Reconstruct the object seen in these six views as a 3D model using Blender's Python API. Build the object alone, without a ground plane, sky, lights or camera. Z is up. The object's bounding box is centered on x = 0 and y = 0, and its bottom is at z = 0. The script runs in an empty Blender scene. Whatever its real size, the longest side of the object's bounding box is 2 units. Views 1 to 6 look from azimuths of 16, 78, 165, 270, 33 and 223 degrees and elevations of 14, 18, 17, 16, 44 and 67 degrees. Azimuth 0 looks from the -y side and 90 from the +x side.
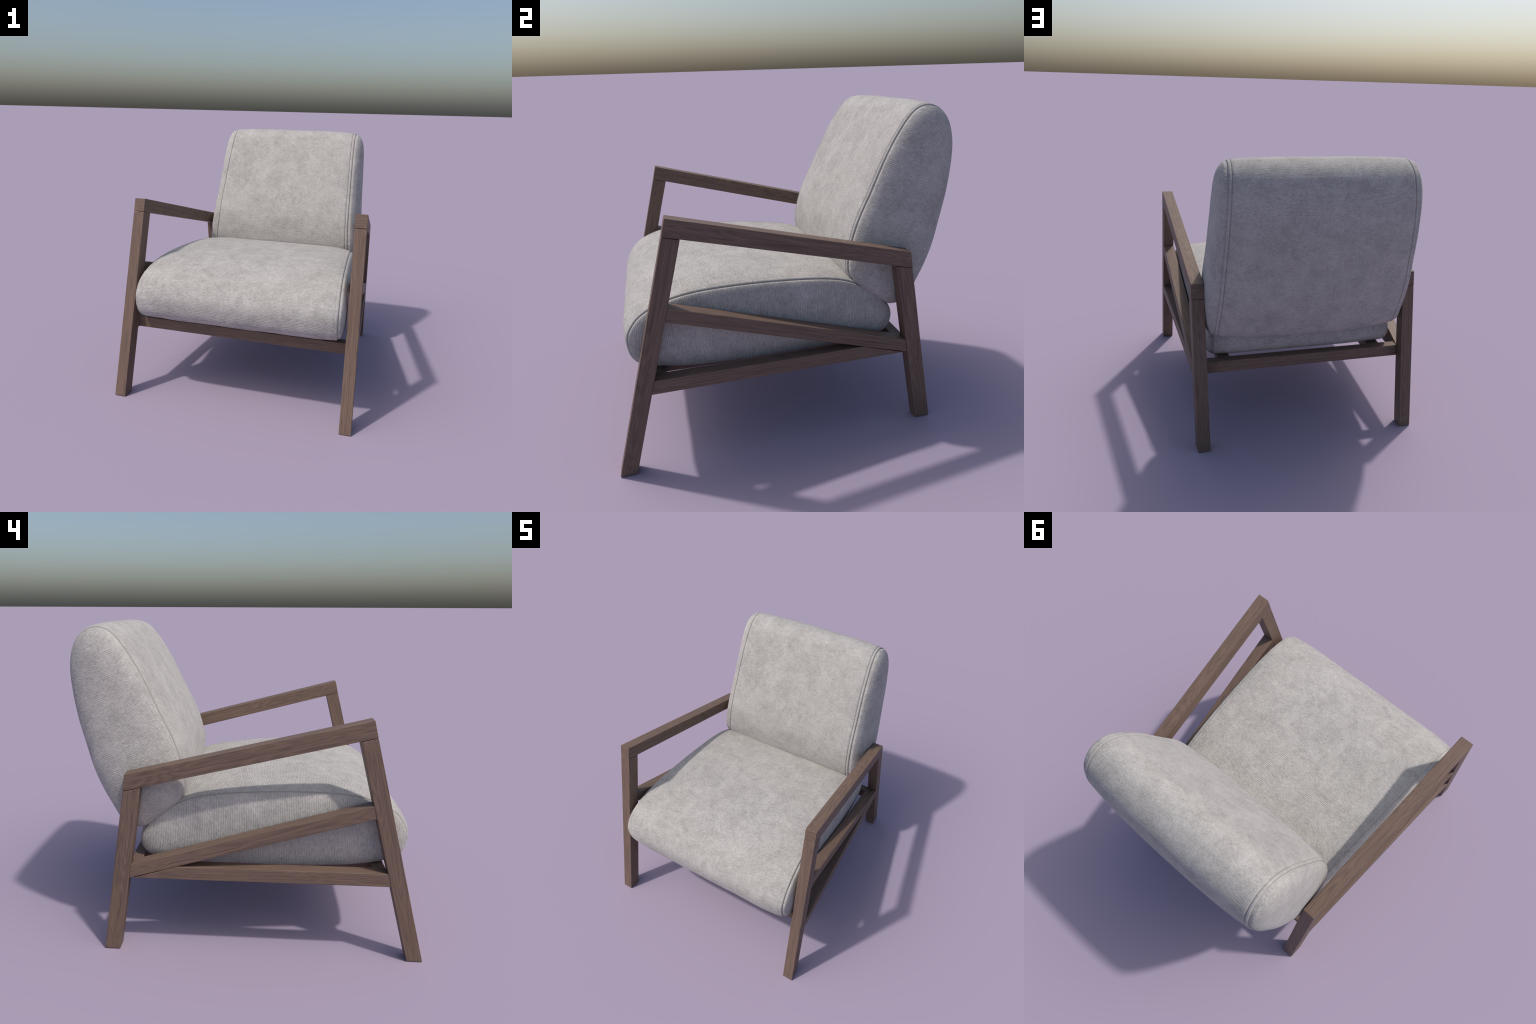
import bpy, bmesh, math
from mathutils import Vector, Matrix, noise
from mathutils.kdtree import KDTree

# ------------------------------------------------------------------ helpers
def link(ob, parent=None):
    bpy.context.scene.collection.objects.link(ob)
    if parent is not None:
        ob.parent = parent
    return ob

def smooth(mesh):
    mesh.polygons.foreach_set("use_smooth", [True] * len(mesh.polygons))

def sstep(a, b, x):
    t = min(1.0, max(0.0, (x - a) / (b - a)))
    return t * t * (3 - 2 * t)

# ------------------------------------------------------------------ materials
def nodes_for(name):
    m = bpy.data.materials.new(name)
    m.use_nodes = True
    nt = m.node_tree
    nt.nodes.clear()
    out = nt.nodes.new("ShaderNodeOutputMaterial")
    bs = nt.nodes.new("ShaderNodeBsdfPrincipled")
    nt.links.new(bs.outputs[0], out.inputs[0])
    return m, nt, bs

def tex_noise(nt, coord, scale_vec, scale=1.0, detail=2.0, rough=0.5, dist=0.0, loc=(0, 0, 0)):
    mp = nt.nodes.new("ShaderNodeMapping")
    mp.inputs["Scale"].default_value = scale_vec
    mp.inputs["Location"].default_value = loc
    nt.links.new(coord, mp.inputs["Vector"])
    n = nt.nodes.new("ShaderNodeTexNoise")
    n.inputs["Scale"].default_value = scale
    n.inputs["Detail"].default_value = detail
    n.inputs["Roughness"].default_value = rough
    n.inputs["Distortion"].default_value = dist
    nt.links.new(mp.outputs[0], n.inputs["Vector"])
    return n.outputs["Fac"]

def math_node(nt, op, a, b=None, c=None):
    n = nt.nodes.new("ShaderNodeMath")
    n.operation = op
    for i, v in enumerate((a, b, c)):
        if v is None:
            continue
        if isinstance(v, (int, float)):
            n.inputs[i].default_value = v
        else:
            nt.links.new(v, n.inputs[i])
    return n.outputs[0]

def ramp(nt, fac, stops):
    r = nt.nodes.new("ShaderNodeValToRGB")
    els = r.color_ramp.elements
    while len(els) < len(stops):
        els.new(0.5)
    for e, (p, c) in zip(els, stops):
        e.position = p
        e.color = (c[0], c[1], c[2], 1)
    nt.links.new(fac, r.inputs[0])
    return r.outputs[0]

def fabric(name, rib_dir, pitch, rib_amp, fleck_dir, sine=0.22):
    """woven chenille: soft cloudy pile patches, broken wandering ribs, fine grain.
    rib_dir: direction (object space) across the ribs; pitch: rib spacing"""
    m, nt, bs = nodes_for(name)
    co = nt.nodes.new("ShaderNodeTexCoord").outputs["Object"]
    cloud = tex_noise(nt, co, (1, 1, 1), 7.5, 5.0, 0.68, 0.3)
    patch = tex_noise(nt, co, (1, 1, 1), 22.0, 3.0, 0.6, 0.2, (3, 1, 7))
    wander = tex_noise(nt, co, (1, 1, 1), 60.0, 2.0, 0.6, 0.0, (5, 2, 1))
    knots = tex_noise(nt, co, fleck_dir, 0.95 / pitch, 2.5, 0.6, 0.0, (2, 9, 4))
    grain = tex_noise(nt, co, (1, 1, 1), 260.0, 2.0, 0.6, 0.0, (1, 8, 2))
    dot = nt.nodes.new("ShaderNodeVectorMath")
    dot.operation = "DOT_PRODUCT"
    nt.links.new(co, dot.inputs[0])
    dot.inputs[1].default_value = rib_dir
    ph = math_node(nt, "MULTIPLY", dot.outputs["Value"], 2 * math.pi / pitch)
    ph = math_node(nt, "ADD", ph, math_node(nt, "MULTIPLY", wander, 6.0))
    ph = math_node(nt, "ADD", ph, math_node(nt, "MULTIPLY", knots, 4.0))
    wave = math_node(nt, "SINE", ph)
    weave = math_node(nt, "ADD", math_node(nt, "MULTIPLY", wave, sine),
                      math_node(nt, "MULTIPLY", math_node(nt, "SUBTRACT", knots, 0.5), 1.45))

    def term(v, src, amp):
        return math_node(nt, "ADD", v, math_node(nt, "MULTIPLY", math_node(nt, "SUBTRACT", src, 0.5), amp))
    v = math_node(nt, "ADD", math_node(nt, "MULTIPLY", weave, rib_amp), 0.5)
    v = term(v, cloud, 0.76)
    v = term(v, patch, 0.38)
    v = term(v, grain, 0.62)
    col = ramp(nt, v, [(0.10, (0.255, 0.241, 0.225)), (0.5, (0.395, 0.376, 0.355)), (0.88, (0.530, 0.507, 0.480))])
    nt.links.new(col, bs.inputs["Base Color"])
    bs.inputs["Roughness"].default_value = 0.95
    bs.inputs["Specular IOR Level"].default_value = 0.15
    bs.inputs["Sheen Weight"].default_value = 0.12
    bs.inputs["Sheen Roughness"].default_value = 0.5
    b = nt.nodes.new("ShaderNodeBump")
    b.inputs["Strength"].default_value = 0.6
    b.inputs["Distance"].default_value = 0.002
    nt.links.new(weave, b.inputs["Height"])
    nt.links.new(b.outputs[0], bs.inputs["Normal"])
    return m

def dark_groove_line(name):
    """plain darker grey for the narrow line along the seam groove"""
    m, nt, bs = nodes_for(name)
    bs.inputs["Base Color"].default_value = (0.30, 0.286, 0.27, 1)
    bs.inputs["Roughness"].default_value = 0.9
    return m

def wood(name, along):
    """walnut-stained oak: long dark growth streaks, fine pores, along one local axis"""
    m, nt, bs = nodes_for(name)
    co = nt.nodes.new("ShaderNodeTexCoord").outputs["Object"]
    oi = nt.nodes.new("ShaderNodeObjectInfo")
    shift = nt.nodes.new("ShaderNodeVectorMath")
    shift.operation = "ADD"
    rnd = nt.nodes.new("ShaderNodeCombineXYZ")
    r10 = math_node(nt, "MULTIPLY", oi.outputs["Random"], 9.0)
    for i in range(3):
        nt.links.new(r10, rnd.inputs[i])
    nt.links.new(co, shift.inputs[0])
    nt.links.new(rnd.outputs[0], shift.inputs[1])
    c = shift.outputs[0]

    def sc(a, b):
        v = [b, b, b]
        v[along] = a
        return tuple(v)
    broad = tex_noise(nt, c, sc(1.1, 13.0), 1.0, 1.5, 0.5, 0.4)
    rings = math_node(nt, "MULTIPLY", broad, 17.0)
    rings = math_node(nt, "PINGPONG", rings, 0.5)
    rings = math_node(nt, "MULTIPLY", rings, 2.0)
    streak = tex_noise(nt, c, sc(2.6, 190.0), 1.0, 2.0, 0.55, 0.5, (4, 1, 3))
    pores = tex_noise(nt, c, sc(14.0, 330.0), 1.0, 2.0, 0.6, 0.0, (2, 6, 1))
    tone = tex_noise(nt, c, sc(0.8, 3.0), 1.0, 1.0, 0.5, 0.0, (7, 7, 2))
    v = math_node(nt, "MULTIPLY", math_node(nt, "SUBTRACT", rings, 0.5), 0.24)
    v = math_node(nt, "ADD", v, math_node(nt, "MULTIPLY", math_node(nt, "SUBTRACT", streak, 0.5), 1.05))
    v = math_node(nt, "ADD", v, math_node(nt, "MULTIPLY", math_node(nt, "SUBTRACT", pores, 0.5), 0.30))
    v = math_node(nt, "ADD", v, math_node(nt, "MULTIPLY", math_node(nt, "SUBTRACT", tone, 0.5), 0.25))
    v = math_node(nt, "ADD", v, 0.5)
    col = ramp(nt, v, [(0.12, (0.082, 0.056, 0.046)), (0.40, (0.137, 0.094, 0.072)),
                       (0.62, (0.178, 0.117, 0.087)), (0.92, (0.215, 0.142, 0.104))])
    nt.links.new(col, bs.inputs["Base Color"])
    bs.inputs["Roughness"].default_value = 0.55
    bs.inputs["Specular IOR Level"].default_value = 0.3
    b = nt.nodes.new("ShaderNodeBump")
    b.inputs["Strength"].default_value = 0.25
    b.inputs["Distance"].default_value = 0.001
    nt.links.new(streak, b.inputs["Height"])
    nt.links.new(b.outputs[0], bs.inputs["Normal"])
    return m

GROOVE_LINE = dark_groove_line("seam_dark_line")
WOOD = wood("oak_grain", 0)
WOOD_END = wood("oak_end_grain", 1)

# ------------------------------------------------------------------ chair root
chair = link(bpy.data.objects.new("armchair", None))
chair.empty_display_size = 0.3
chair["label"] = "low wooden lounge armchair with thick light grey fabric cushions"
chair["category"] = "armchair"

# ------------------------------------------------------------------ wooden frame
# The side frames stand upright but toe in towards the rear: outer face at
# x = FX - TOE * y, every piece FW thick.
FX, TOE, FW = 0.793, 0.0641, 0.0805

def bar(name, corners, axis_dir, bevel=0.0035):
    """eight corners: 4 of one side face, then the 4 facing them; local x along axis_dir"""
    a = Vector(axis_dir).normalized()
    y = Vector((1, 0, 0))
    if abs(a.dot(y)) > 0.9:
        y = Vector((0, 1, 0))
    z = a.cross(y).normalized()
    y = z.cross(a).normalized()
    cen = sum((Vector(c) for c in corners), Vector()) / len(corners)
    rot = Matrix((a, y, z)).transposed().to_4x4()
    mat = Matrix.Translation(cen) @ rot
    inv = mat.inverted()
    n = len(corners) // 2
    bm = bmesh.new()
    vs = [bm.verts.new(inv @ Vector(c)) for c in corners]
    bm.faces.new(vs[:n])
    bm.faces.new(vs[n:][::-1])
    for i in range(n):
        j = (i + 1) % n
        bm.faces.new((vs[i], vs[i + n], vs[j + n], vs[j]))
    bmesh.ops.recalc_face_normals(bm, faces=bm.faces)
    bmesh.ops.bevel(bm, geom=list(bm.edges), offset=bevel, segments=3, profile=0.5, affect='EDGES')
    bm.normal_update()
    for f in bm.faces:
        f.smooth = True
        if abs(f.normal.x) > 0.8:
            f.material_index = 1
    me = bpy.data.meshes.new(name)
    bm.to_mesh(me)
    bm.free()
    me.materials.append(WOOD)
    me.materials.append(WOOD_END)
    ob = link(bpy.data.objects.new(name, me), chair)
    ob.matrix_world = mat
    wn = ob.modifiers.new("weighted", 'WEIGHTED_NORMAL')
    wn.keep_sharp = False
    return ob

def side_piece(name, side, outline, axis, proud=0.0):
    """plate cut from the toed-in side plane; outline in (y, z)"""
    outer = [(side * (FX - TOE * y + proud), y, z) for y, z in outline]
    inner = [(side * (FX - TOE * y - FW + proud), y, z) for y, z in outline]
    ax = (side * -TOE * axis[0], axis[0], axis[1])
    return bar(name, outer + inner, ax)

def front_leg_front(z): return -1.0015 + 0.2495 * z
def front_leg_back(z): return -0.9120 + 0.2530 * z
def rear_leg_back(z): return 0.8505 - 0.1675 * z
def rear_leg_front(z): return 0.7585 - 0.1715 * z

def armrest_top(y): return 1.3985 + (y + 0.650) * (1.0780 - 1.3965) / (0.667 + 0.650)
def armrest_bottom(y): return 1.3070 + (y + 0.671) * (0.9860 - 1.3085) / (0.6825 + 0.671)
def diag_top(y): return 0.9380 + (y + 0.680) * (0.5430 - 0.9360) / (0.666 + 0.680)
def diag_bottom(y): return 0.8630 + (y + 0.696) * (0.4650 - 0.8650) / (0.680 + 0.696)

RAIL_LO, RAIL_HI = 0.465, 0.543
for s in (1, -1):
    ytf, ytb = front_leg_front(1.306), front_leg_back(1.285)
    g = 0.0025
    side_piece("leg", s, [(front_leg_front(0), 0), (ytf, armrest_bottom(ytf) - g),
                          (ytb, armrest_bottom(ytb) - g), (front_leg_back(0), 0)], (0.25, 1))
    ytf, ytb = rear_leg_front(1.0), rear_leg_back(0.985)
    side_piece("leg", s, [(rear_leg_front(0), 0), (ytf, armrest_bottom(ytf) - g),
                          (ytb, armrest_bottom(ytb) - g), (rear_leg_back(0), 0)], (-0.17, 1))
    side_piece("armrest", s, [(-0.6535, armrest_top(-0.6535)), (0.671, armrest_top(0.671)),
                              (0.6865, armrest_bottom(0.6865)), (-0.6755, armrest_bottom(-0.6755))], (1, -0.24))
    # sloping upper stretcher from front leg down to the rear leg
    f1, f0 = front_leg_back(0.936), front_leg_back(0.865)
    r1, r0 = rear_leg_front(0.542), rear_leg_front(0.465)
    side_piece("stretcher", s, [(f1, diag_top(f1)), (r1, diag_top(r1)),
                                (r0, diag_bottom(r0)), (f0, diag_bottom(f0))], (1, -0.29), -0.0012)
    # level seat rail, its rear end cut to lie under the stretcher
    ycut_hi = -0.696 + (RAIL_HI + 0.002 - 0.8650) / ((0.4650 - 0.8650) / (0.680 + 0.696))
    ycut_lo = -0.696 + (RAIL_LO + 0.004 - 0.8650) / ((0.4650 - 0.8650) / (0.680 + 0.696))
    side_piece("seat_rail", s, [(front_leg_back(RAIL_HI), RAIL_HI), (ycut_hi - 0.004, RAIL_HI),
                                (ycut_lo - 0.012, RAIL_LO), (front_leg_back(RAIL_LO), RAIL_LO)], (1, 0), -0.0012)

def cross_rail(y0, y1):
    xs0, xs1 = FX - TOE * y0 - FW - 0.0015, FX - TOE * y1 - FW - 0.0015
    c = [(-xs0, y0, RAIL_LO), (-xs1, y1, RAIL_LO), (-xs1, y1, RAIL_HI), (-xs0, y0, RAIL_HI),
         (xs0, y0, RAIL_LO), (xs1, y1, RAIL_LO), (xs1, y1, RAIL_HI), (xs0, y0, RAIL_HI)]
    return bar("cross_rail", c, (1, 0, 0))
cross_rail(-0.776, -0.705)
cross_rail(0.616, 0.680)
SLAT_HI = 0.542
for s, xr, w, SLAT_LO in ((1, 0.535, 0.0375, 0.484), (-1, 0.516, 0.0425, 0.465)):
    k = 0.060
    y0, y1 = -0.7055, 0.6155
    def sx(y, d): return s * (xr - k * (y - 0.6155) + d)
    c = [(sx(y, d), y, z) for d in (w, -w) for y, z in ((y0, SLAT_LO), (y1, SLAT_LO), (y1, SLAT_HI), (y0, SLAT_HI))]
    bar("seat_slat", c, (-s * k, 1, 0))

# ------------------------------------------------------------------ cushions
def closed_spline(pts, n):
    """closed Catmull-Rom (centripetal-ish via chord lengths), resampled evenly by length"""
    P = [Vector((p[0], p[1])) for p in pts]
    N = len(P)
    dense = []
    for i in range(N):
        p0, p1, p2, p3 = P[i - 1], P[i], P[(i + 1) % N], P[(i + 2) % N]
        d1 = max((p1 - p0).length, 1e-6) ** 0.5
        d2 = max((p2 - p1).length, 1e-6) ** 0.5
        d3 = max((p3 - p2).length, 1e-6) ** 0.5
        m1 = ((p1 - p0) / d1 - (p2 - p0) / (d1 + d2) + (p2 - p1) / d2) * d2
        m2 = ((p2 - p1) / d2 - (p3 - p1) / (d2 + d3) + (p3 - p2) / d3) * d2
        for k in range(24):
            t = k / 24
            t2, t3 = t * t, t * t * t
            dense.append(p1 * (2 * t3 - 3 * t2 + 1) + m1 * (t3 - 2 * t2 + t) + p2 * (-2 * t3 + 3 * t2) + m2 * (t3 - t2))
    # gentle smoothing of the dense curve
    for _ in range(30):
        dense = [(dense[i - 1] + dense[i] * 2 + dense[(i + 1) % len(dense)]) / 4 for i in range(len(dense))]
    L = [0.0]
    for i in range(len(dense)):
        L.append(L[-1] + (dense[(i + 1) % len(dense)] - dense[i]).length)
    out, j = [], 0
    for k in range(n):
        d = L[-1] * k / n
        while L[j + 1] < d:
            j += 1
        t = (d - L[j]) / max(L[j + 1] - L[j], 1e-9)
        out.append(dense[j].lerp(dense[(j + 1) % len(dense)], t))
    return out

def normals2d(C):
    n = len(C)
    area = sum(C[i].x * C[(i + 1) % n].y - C[(i + 1) % n].x * C[i].y for i in range(n))
    sg = 1 if area > 0 else -1
    out = []
    for i in range(n):
        t = (C[(i + 1) % n] - C[i - 1]).normalized()
        out.append(Vector((t.y, -t.x)) * sg)
    return out

def nearest_on_axis(p, axis):
    best, bq = 1e9, None
    for a, b in zip(axis[:-1], axis[1:]):
        d = b - a
        t = min(1, max(0, (p - a).dot(d) / d.length_squared))
        q = a + d * t
        if (p - q).length < best:
            best, bq = (p - q).length, q
    return bq

def make_cushion(name, profile, half_width, crown, axis, bulge, mats, pose, band=0.021, waves=0.0025, seed=0.0, n=240,
                 dome=(2.3, 0.72), tips=None, power=lambda nrm: 2.4, stitch=1.0):
    """profile (y,z) of the side seam; half_width(y,z) -> seam x; crown(normal, y, z) -> swell of the
    wrap-round panel; axis: medial line of the side panel; bulge: swell of the side panel"""
    C = closed_spline(profile, n)
    N = normals2d(C)
    inv = pose.inverted()
    ax = [Vector(a) for a in axis]
    # columns of the wrap panel as distance from the seam groove with the relief there
    e = 0.0036
    edge = [(0.0, -0.0068), (0.0012, -0.0056), (0.0021, -0.0016), (0.0032, 0.0010), (0.006, 0.0029), (0.0105, e), (band * 0.74, 0.0030 if stitch > 0.5 else e),
            (band * 0.86, e - 0.0016 * stitch), (band * 0.95, e - 0.0054 * stitch), (band, e - 0.0074 * stitch), (band * 1.05, e - 0.0054 * stitch),
            (band * 1.15, e - 0.0016 * stitch), (band * 1.35, e), (band * 1.8, e + 0.0004), (band * 2.5, e), (band * 3.4, e)]
    inner = 44

    def offs(q, amp):
        return amp * (noise.noise(Vector((q.x * 5 + seed, q.y * 5, q.z * 5))) +
                      0.6 * noise.noise(Vector((q.x * 12, q.y * 12 + seed, q.z * 12))))
    cols = []
    for i in range(n):
        W = half_width(C[i].x, C[i].y)
        k0 = edge[-1][0]
        row = [(W - d, r) for d, r in edge]
        x1 = W - k0
        row += [(x1 * (1 - 2 * j / inner), e) for j in range(1, inner)]
        row += [(-(W - d), r) for d, r in reversed(edge)]
        cr = crown(N[i], C[i].x, C[i].y)
        pw = power(N[i])
        pts = []
        for x, r in row:
            u = abs(x) / W
            swell = cr * (1 - u ** pw)
            q = Vector((x, C[i].x, C[i].y))
            w = sstep(1.0, 0.8, u)
            o = r + swell + offs(q, waves) * w
            pts.append(Vector((x, C[i].x + N[i].x * o, C[i].y + N[i].y * o)))
        cols.append(pts)
    m = len(cols[0])
    verts = [inv @ p for row in cols for p in row]
    faces = []
    for i in range(n):
        j = (i + 1) % n
        for k in range(m - 1):
            faces.append((i * m + k, i * m + k + 1, j * m + k + 1, j * m + k))
    me = bpy.data.meshes.new(name)
    me.from_pydata(verts, [], faces)
    bm = bmesh.new(); bm.from_mesh(me); bmesh.ops.recalc_face_normals(bm, faces=bm.faces)
    f0 = max(bm.faces, key=lambda f: f.calc_center_median().z)
    up = inv.to_3x3() @ Vector((0, 0, 1))
    fz = max(bm.faces, key=lambda f: (pose @ f.calc_center_median()).z)
    if fz.normal.dot(up) < 0:
        bmesh.ops.reverse_faces(bm, faces=bm.faces)
    bm.to_mesh(me); bm.free()
    smooth(me)
    me.materials.append(mats[0])
    me.materials.append(GROOVE_LINE)
    for f in me.polygons:
        k = f.index % (m - 1)
        if k in (0, 1, m - 3, m - 2):
            f.material_index = 1
    body = link(bpy.data.objects.new(name, me), chair)
    body.matrix_world = Matrix.Translation((0.0025, 0, 0)) @ pose   # upholstery sits a touch to one side
    # domed side panels: lofted between the upper and lower half of the seam
    half = n // 2
    tip = min(range(n), key=lambda i: (C[i] - Vector(tips[0])).length)
    tip2 = min(range(n), key=lambda i: (C[i] - Vector(tips[1])).length)
    fwd = [(tip + k) % n for k in range((tip2 - tip) % n + 1)]
    bwd = [(tip - k) % n for k in range((tip - tip2) % n + 1)]
    # pair the two halves by arc length, keeping every seam vertex on its own side
    J = 56
    cs = [0.5 - 0.5 * math.cos(math.pi * (j / J)) for j in range(J + 1)]
    kd = KDTree(n * 4)
    for i in range(n):
        for k in range(4):
            p = C[i].lerp(C[(i + 1) % n], k / 4)
            kd.insert((p.x, p.y, 0), i * 4 + k)
    kd.balance()
    K = max(len(fwd), len(bwd)) - 1

    def pick(seq, k):
        return seq[round(k * (len(seq) - 1) / K)]
    for s in (1, -1):
        col0 = 0 if s > 0 else m - 1
        bm = bmesh.new()
        rows = []
        rim = {}
        loose = []
        dark = set()

        def rim_vert(i):
            if i not in rim:
                rim[i] = bm.verts.new(inv @ cols[i][col0])
                dark.add(rim[i])
            return rim[i]
        for k in range(K + 1):
            ia, ib = pick(fwd, k), pick(bwd, k)
            if ia == ib:
                rows.append([rim_vert(ia)] * (J + 1))
                continue
            ea, eb = cols[ia][col0], cols[ib][col0]
            pa, pb = Vector((ea.y, ea.z)), Vector((eb.y, eb.z))
            row = [rim_vert(ia)]
            for j in range(1, J):
                p = pa.lerp(pb, cs[j])
                de = kd.find((p.x, p.y, 0))[2]
                da = (p - nearest_on_axis(p, ax)).length
                t = de / max(de + da, 1e-6)
                h = bulge(p.x, p.y) * (1 - (1 - t) ** dome[0]) ** dome[1]
                q = Vector((s * (half_width(p.x, p.y) + h - 0.0045 * math.exp(-(de / 0.0024) ** 2)), p.x, p.y))
                q.x += s * offs(q, waves * 0.8) * sstep(0.02, 0.3, t)
                v = bm.verts.new(inv @ q)
                row.append(v)
                if de > 0.016:
                    loose.append(v)
                if de < 0.0024:
                    dark.add(v)
            row.append(rim_vert(ib))
            rows.append(row)
        for r0, r1 in zip(rows[:-1], rows[1:]):
            for j in range(J):
                loop = []
                for v in (r0[j], r0[j + 1], r1[j + 1], r1[j]):
                    if v not in loop:
                        loop.append(v)
                if len(loop) >= 3:
                    try:
                        fc = bm.faces.new(loop)
                        if all(v in dark for v in loop):
                            fc.material_index = 1
                    except ValueError:
                        pass
        for _ in range(14):
            bmesh.ops.smooth_vert(bm, verts=loose, factor=0.5, use_axis_x=True, use_axis_y=True, use_axis_z=True)
        bmesh.ops.recalc_face_normals(bm, faces=bm.faces)
        out = inv.to_3x3() @ Vector((s, 0, 0))
        if sum((f.normal.dot(out) for f in bm.faces)) < 0:
            bmesh.ops.reverse_faces(bm, faces=bm.faces)
        ms = bpy.data.meshes.new(name + "_side")
        bm.to_mesh(ms); bm.free()
        smooth(ms)
        ms.materials.append(mats[1])
        ms.materials.append(GROOVE_LINE)
        link(bpy.data.objects.new("side_panel", ms), body)
    return body

# --- seat
SEAT = [(-0.856, 0.599), (-0.882, 0.638), (-0.894, 0.689), (-0.897, 0.731), (-0.889, 0.770), (-0.866, 0.811),
        (-0.835, 0.848), (-0.778, 0.887), (-0.715, 0.915), (-0.640, 0.938), (-0.549, 0.953), (-0.464, 0.960), (-0.357, 0.963),
        (-0.248, 0.963), (-0.139, 0.960), (0.0, 0.953), (0.147, 0.941), (0.236, 0.929), (0.296, 0.917), (0.357, 0.898),
        (0.410, 0.874), (0.470, 0.840), (0.530, 0.797), (0.580, 0.748), (0.615, 0.700), (0.628, 0.650), (0.616, 0.595),
        (0.580, 0.557), (0.520, 0.535), (0.420, 0.522), (0.250, 0.515), (0.0, 0.513), (-0.200, 0.514), (-0.400, 0.519), (-0.560, 0.528),
        (-0.690, 0.546), (-0.770, 0.562), (-0.822, 0.579)]
def seat_half(y, z): return 0.650 - 0.070 * y
def seat_crown(nrm, y, z):
    top = sstep(0.25, 0.95, nrm.y)
    along = 0.013 + 0.018 * sstep(-0.75, -0.35, y) - 0.012 * sstep(-0.25, 0.3, y)
    front = max(0, -nrm.x) ** 1.5
    rear = max(0, nrm.x) * sstep(0.9, 0.6, z)
    return 0.004 + along * top + 0.017 * front * (1 - 0.8 * top) + 0.010 * rear
def seat_power(nrm): return 6.0 + 3.0 * max(0, -nrm.x)
def seat_bulge(y, z): return 0.048 - 0.011 * sstep(0.1, 0.5, y)
fab_seat = fabric("woven_fabric_rib_across", (0, 1, 1), 0.0092, 0.55, (0.5, 1.0, 1.0), 0.26)
fab_seat_side = fabric("woven_fabric_rib_upright", (0, 1, 0), 0.0100, 0.55, (1.0, 1.0, 0.5), 0.24)
make_cushion("seat_cushion", SEAT, seat_half, seat_crown, [(-0.74, 0.745), (-0.45, 0.778), (0.0, 0.780), (0.30, 0.748), (0.50, 0.668)],
             seat_bulge, (fab_seat, fab_seat_side), Matrix.Translation((0, 0, 0.70)), seed=3.1, n=280,
             tips=((-0.880, 0.640), (0.626, 0.635)), dome=(2.7, 0.58), power=seat_power, stitch=0.18)

# --- back
BACK = [(0.400, 0.868), (0.374, 0.905), (0.362, 0.945), (0.359, 0.984), (0.362, 1.020), (0.384, 1.125), (0.411, 1.209), (0.444, 1.288),
        (0.487, 1.377), (0.536, 1.488), (0.585, 1.594), (0.635, 1.685), (0.684, 1.760), (0.727, 1.813), (0.766, 1.841), (0.810, 1.853),
        (0.859, 1.846), (0.905, 1.816), (0.940, 1.771), (0.961, 1.710), (0.972, 1.630), (0.967, 1.520), (0.944, 1.360), (0.910, 1.218),
        (0.870, 1.063), (0.821, 0.941), (0.777, 0.856), (0.743, 0.791), (0.711, 0.752), (0.671, 0.731), (0.630, 0.723), (0.586, 0.733),
        (0.530, 0.772), (0.460, 0.824)]
BACK_DIR = Vector((0.0, 0.43, 0.90)).normalized()
def back_half(y, z):
    s = 0.45 * y + 0.89 * z
    d = 0.89 * y - 0.45 * z            # depth: about -0.1 in front, 0.3 at the rear
    return 0.590 - 0.036 * (s - 1.03) + 0.045 * (d + 0.11)
def back_crown(nrm, y, z):
    f = nrm.x * -0.9 + nrm.y * 0.43      # facing forwards
    belly = sstep(0.92, 1.18, z) * sstep(1.68, 1.30, z)
    low = max(0, -nrm.y)
    return 0.004 + max(0, f) * (0.002 + 0.017 * belly) + 0.009 * max(0, nrm.y) ** 2 + (0.024 + 0.003 * sstep(1.15, 0.8, z)) * max(0, -f) + 0.012 * low
def back_power(nrm): return 3.8 - 1.2 * max(0, nrm.x * 0.9 - nrm.y * 0.43)
def back_bulge(y, z): return 0.066 + 0.010 * sstep(1.35, 1.0, z)
rot = Matrix((Vector((1, 0, 0)), Vector((0, BACK_DIR.z, -BACK_DIR.y)), BACK_DIR)).transposed().to_4x4()
fab_back_side = fabric("woven_fabric_rib_level", (0, 0, 1), 0.0100, 0.53, (1.0, 0.5, 1.0), 0.22)
fab_back = fabric("woven_fabric_rib_level_front", (0, 1, 1), 0.0085, 0.50, (0.6, 1.0, 1.0), 0.08)
make_cushion("back_cushion", BACK, back_half, back_crown,
             [(0.520, 0.880), (0.540, 1.0), (0.622, 1.22), (0.722, 1.46), (0.785, 1.64), (0.80, 1.69)], back_bulge, (fab_back, fab_back_side),
             Matrix.Translation((0, 0.67, 1.28)) @ rot, seed=9.7, n=280, waves=0.0019,
             tips=((0.47, 0.818), (0.815, 1.851)), power=back_power, dome=(2.6, 0.60))
